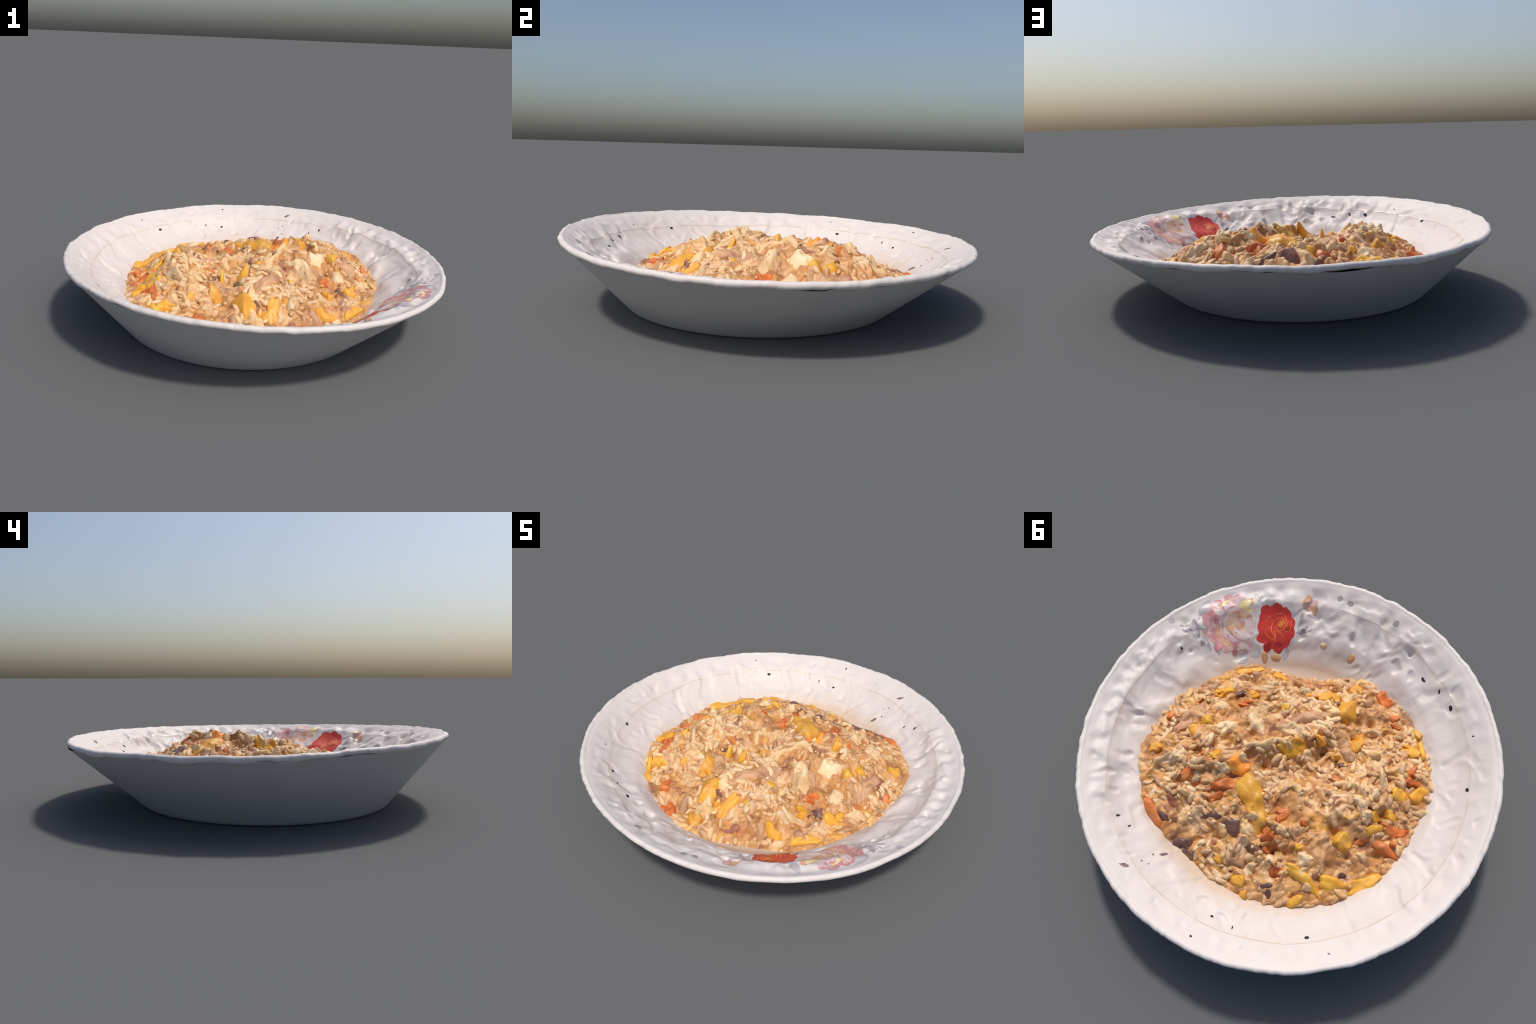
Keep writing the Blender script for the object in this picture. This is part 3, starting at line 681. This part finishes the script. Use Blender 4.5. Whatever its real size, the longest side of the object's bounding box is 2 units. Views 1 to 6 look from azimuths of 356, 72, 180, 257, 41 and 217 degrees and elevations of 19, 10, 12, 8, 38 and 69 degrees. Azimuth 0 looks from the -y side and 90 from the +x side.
def tip(name, x, y, z0, z1, lx, ly, w, kind, k):
    rs = np.random.default_rng(3000 + k)
    ns, nc = 14, 14
    V = []
    a = np.linspace(0, 2 * np.pi, nc, endpoint=False); ca, sa = np.cos(a), np.sin(a)
    yaw = rs.uniform(0, math.pi); flat = rs.uniform(0.45, 0.8)
    if kind == 'egg': flat = 0.8
    for i in range(ns):
        t = i / (ns - 1)
        r = w / 2 * (1 - t ** 1.6) ** 0.75 * (1 + 0.12 * vnoise(ca * 1.5 + i * 0.4 + k, sa * 1.5 + k, 66)) + 0.0008
        u, v = r * ca, r * sa * flat
        px = x + lx * t ** 1.5 + u * math.cos(yaw) - v * math.sin(yaw); py = y + ly * t ** 1.5 + u * math.sin(yaw) + v * math.cos(yaw)
        V.append(np.stack([px, py, np.full(nc, z0 - 0.01 + (z1 - z0 + 0.01) * t)], 1))
    V = np.concatenate(V)
    F = quads(ns, nc, True); F.append(tuple((ns - 1) * nc + j for j in range(nc)))
    return mesh_obj(name, V, F, FOOD[kind], RICE)

NAME = {'pepper': 'pepper_strip', 'orange': 'orange_pepper_piece', 'carrot': 'carrot_slice', 'purple': 'purple_onion_piece',
        'redbrown': 'red_onion_piece', 'meat': 'meat_strip', 'egg': 'egg_curd', 'clot': 'rice_clump'}
ALL = [(kind, p) for kind, lst in (('meat', MEAT), ('pepper', PEPPER), ('orange', ORANGE), ('carrot', CARROT), ('purple', PURPLE),
                                   ('redbrown', REDBROWN), ('egg', EGG)) for p in lst]
cover = np.zeros_like(GZ)            # where pieces hide the rice
for k, (kind, (x0, y0, x1, y1, w)) in enumerate(ALL):
    strip(NAME[kind], (x0, y0), (x1, y1), w, kind, k)
    dx, dy = x1 - x0, y1 - y0; L2 = dx * dx + dy * dy
    t = np.clip(((GXX - x0) * dx + (GYY - y0) * dy) / L2, 0, 1)
    dist = np.hypot(GXX - x0 - t * dx, GYY - y0 - t * dy)
    cover = np.maximum(cover, (1 - sstep(0.48 * w, 0.64 * w, dist)) * (0.6 if kind == 'egg' else 1.0))
# smaller curds and clots strewn over the heap
lump_rng = random.Random(23)
for k in range(120):
    r = 0.60 * math.sqrt(lump_rng.random()); a = lump_rng.random() * 2 * math.pi
    x, y = r * math.cos(a) - 0.01, r * math.sin(a) + 0.03
    kind = lump_rng.choices(['egg', 'meat', 'pepper', 'carrot', 'clot'], [2.5, 1.2, 1.5, 0.4, 4])[0]
    ln, w, b = lump_rng.uniform(0.03, 0.075), lump_rng.uniform(0.028, 0.05), lump_rng.uniform(0, math.pi)
    if float(grid_at(cover, x, y)) > 0.2 and kind in ('meat', 'pepper', 'carrot'):
        continue
    strip(NAME[kind], (x - ln / 2 * math.cos(b), y - ln / 2 * math.sin(b)), (x + ln / 2 * math.cos(b), y + ln / 2 * math.sin(b)), w, kind, 300 + k)
for k, (x, y, z0, z1, lx, ly, w, kind) in enumerate(TIPS):
    tip(NAME[kind], x, y, z0, z1, lx, ly, w, kind, k)

# ---- rice grains
def grain_mesh(k):
    rs = np.random.default_rng(50 + k)
    ns, nc = 9, 8
    V = []
    L = 0.061 * rs.uniform(0.85, 1.1); W = 0.0265 * rs.uniform(0.9, 1.12); T = W * 0.78
    bend = rs.uniform(-0.004, 0.004)
    a = np.linspace(0, 2 * np.pi, nc, endpoint=False)
    for i in range(ns):
        t = -1 + 2 * i / (ns - 1)
        r = max(0.06, (1 - abs(t) ** 2.8)) ** 0.55 * (1 + 0.08 * rs.uniform(-1, 1)) * (1 - 0.12 * t)
        V.append(np.stack([np.full(nc, t * L / 2), W / 2 * r * np.cos(a) + bend * (1 - t * t), T / 2 * r * np.sin(a)], 1))
    V = np.concatenate(V)
    F = quads(ns, nc, True); F.append(tuple(range(nc))[::-1]); F.append(tuple((ns - 1) * nc + j for j in range(nc)))
    me = bpy.data.meshes.new('rice_grain')
    me.from_pydata([tuple(map(float, v)) for v in V], [], F); me.update()
    me.polygons.foreach_set('use_smooth', [True] * len(me.polygons)); me.materials.append(M_GRAIN)
    return me, V, F
GRAINS = [grain_mesh(k) for k in range(8)]

def scatter():
    pts = []; cell = {}; dmin = 0.0255
    for _ in range(60000):
        r = 0.76 * math.sqrt(random.random()); a = random.random() * 2 * math.pi
        x, y = r * math.cos(a), r * math.sin(a)
        if r > float(edge_r(np.array(a))) * 0.985:
            continue
        if float(grid_at(cover, x, y)) > random.uniform(0.15, 0.95):
            continue
        key = (int(x / dmin + 99), int(y / dmin + 99)); ok = True
        for i in (-1, 0, 1):
            for j in (-1, 0, 1):
                for q in cell.get((key[0] + i, key[1] + j), ()):
                    if (q[0] - x) ** 2 + (q[1] - y) ** 2 < dmin * dmin:
                        ok = False
        if ok:
            cell.setdefault(key, []).append((x, y)); pts.append((x, y))
    return pts
pts = scatter()
P = np.array(pts)
yaw = 2.2 * vnoise(P[:, 0] * 7, P[:, 1] * 7, 91) + RNG.normal(0, 0.75, len(P))
scale = RNG.uniform(0.82, 1.18, len(P))
# how much of each grain stands out of the bed: patches of loose grains and patches drowned in sauce
loose = sstep(-0.25, 0.45, fbm(P[:, 0] * 5, P[:, 1] * 5 + 3, 95, 2) + 0.25 * vnoise(P[:, 0] * 60, P[:, 1] * 60, 96))
relief = np.zeros_like(GZ)
for (x, y), w, s in zip(pts, yaw, scale):
    i0, i1 = int((x - 0.036 - GX[0]) / STEP), int((x + 0.036 - GX[0]) / STEP) + 2
    j0, j1 = int((y - 0.036 - GX[0]) / STEP), int((y + 0.036 - GX[0]) / STEP) + 2
    sx, sy = GXX[i0:i1, j0:j1] - x, GYY[i0:i1, j0:j1] - y
    u = (sx * math.cos(w) + sy * math.sin(w)) / (0.031 * s); v = (-sx * math.sin(w) + sy * math.cos(w)) / (0.0165 * s)
    h = 0.0135 * np.sqrt(np.clip(1 - u * u - v * v, 0, 1))
    relief[i0:i1, j0:j1] = np.maximum(relief[i0:i1, j0:j1], h)
for _ in range(2):
    relief = (relief + np.roll(relief, 1, 0) + np.roll(relief, -1, 0) + np.roll(relief, 1, 1) + np.roll(relief, -1, 1)) / 5
BZ = GZ + relief - 0.002 + 0.0016 * vnoise(GXX * 55, GYY * 55, 97)

# bed of rice and sauce
TH = np.arctan2(GYY, GXX); inside = np.hypot(GXX, GYY) < edge_r(TH) * 1.05
idx = -np.ones(GZ.shape, int); idx[inside] = np.arange(inside.sum())
V = np.column_stack([GXX[inside], GYY[inside], BZ[inside]])
I, J = np.where(inside[:-1, :-1] & inside[1:, :-1] & inside[:-1, 1:] & inside[1:, 1:])
F = np.column_stack([idx[I, J], idx[I + 1, J], idx[I + 1, J + 1], idx[I, J + 1]]).tolist()
bed = mesh_obj('rice_bed', V, F, M_BED, RICE)
bed['kind'] = 'stuff'

def grain_matrix(k):
    x, y = pts[k]; e = 0.012
    gx = float(grid_at(GZ, x + e, y) - grid_at(GZ, x - e, y)) / (2 * e); gy = float(grid_at(GZ, x, y + e) - grid_at(GZ, x, y - e)) / (2 * e)
    nrm = Vector((-gx, -gy, 1)).normalized()
    q = Vector((0, 0, 1)).rotation_difference(nrm)
    rs = random.Random(k)
    tilt = Euler((rs.uniform(-0.5, 0.5), rs.gauss(0, 0.16) + 0.12 * loose[k] * rs.choice((-1, 1)), 0))
    out = -0.0055 + 0.0080 * float(loose[k]) + rs.uniform(-0.002, 0.002)
    p = Vector((x, y, float(grid_at(GZ, x, y)))) + nrm * out
    M = Matrix.Translation(p) @ q.to_matrix().to_4x4() @ Matrix.Rotation(float(yaw[k]), 4, 'Z') @ tilt.to_matrix().to_4x4() @ Matrix.Scale(float(scale[k]), 4)
    return M, out
# in the drowned patches only the bed keeps the shape of the grains
info = [(k, *grain_matrix(k)) for k in range(len(pts)) if loose[k] > 0.12 or k % 2 == 0]
order = sorted(info, key=lambda t: -(t[2] * 100 + scale[t[0]]))
single = order[:300]
for k, M, _ in single:
    o = bpy.data.objects.new('rice_grain', GRAINS[k % 8][0])
    bpy.context.scene.collection.objects.link(o)
    o.parent = RICE; o.matrix_world = M
BV, BF, base = [], [], 0
for k, M, _ in order[300:]:
    _, gv, gf = GRAINS[k % 8]
    m = np.array(M)
    BV.append(gv @ m[:3, :3].T + m[:3, 3]); BF += [tuple(i + base for i in f) for f in gf]; base += len(gv)
loosebits = mesh_obj('rice_grains', np.concatenate(BV), BF, M_GRAIN, RICE)
loosebits['kind'] = 'stuff'

# a few grains stuck to the wall of the bowl
for x, y, a, b, r in [(0.479, -0.441, .030, .014, 2.3), (0.430, -0.478, .024, .016, 0.6), (0.091, -0.690, .024, .015, 1.5), (0.248, -0.661, .016, .012, 0.4)]:
    z = float(bowl_z(np.array(x), np.array(y)))
    gx = float(bowl_z(np.array(x + .01), np.array(y), False) - bowl_z(np.array(x - .01), np.array(y), False)) / .02
    gy = float(bowl_z(np.array(x), np.array(y + .01), False) - bowl_z(np.array(x), np.array(y - .01), False)) / .02
    q = Vector((0, 0, 1)).rotation_difference(Vector((-gx, -gy, 1)).normalized())
    o = bpy.data.objects.new('rice_grain', GRAINS[0][0]); bpy.context.scene.collection.objects.link(o)
    o.parent = RICE
    o.matrix_world = Matrix.Translation((x, y, z)) @ q.to_matrix().to_4x4() @ Matrix.Rotation(r, 4, 'Z') @ Matrix.Diagonal((a / 0.028, b / 0.012, 0.5, 1))
print('grains', len(pts))
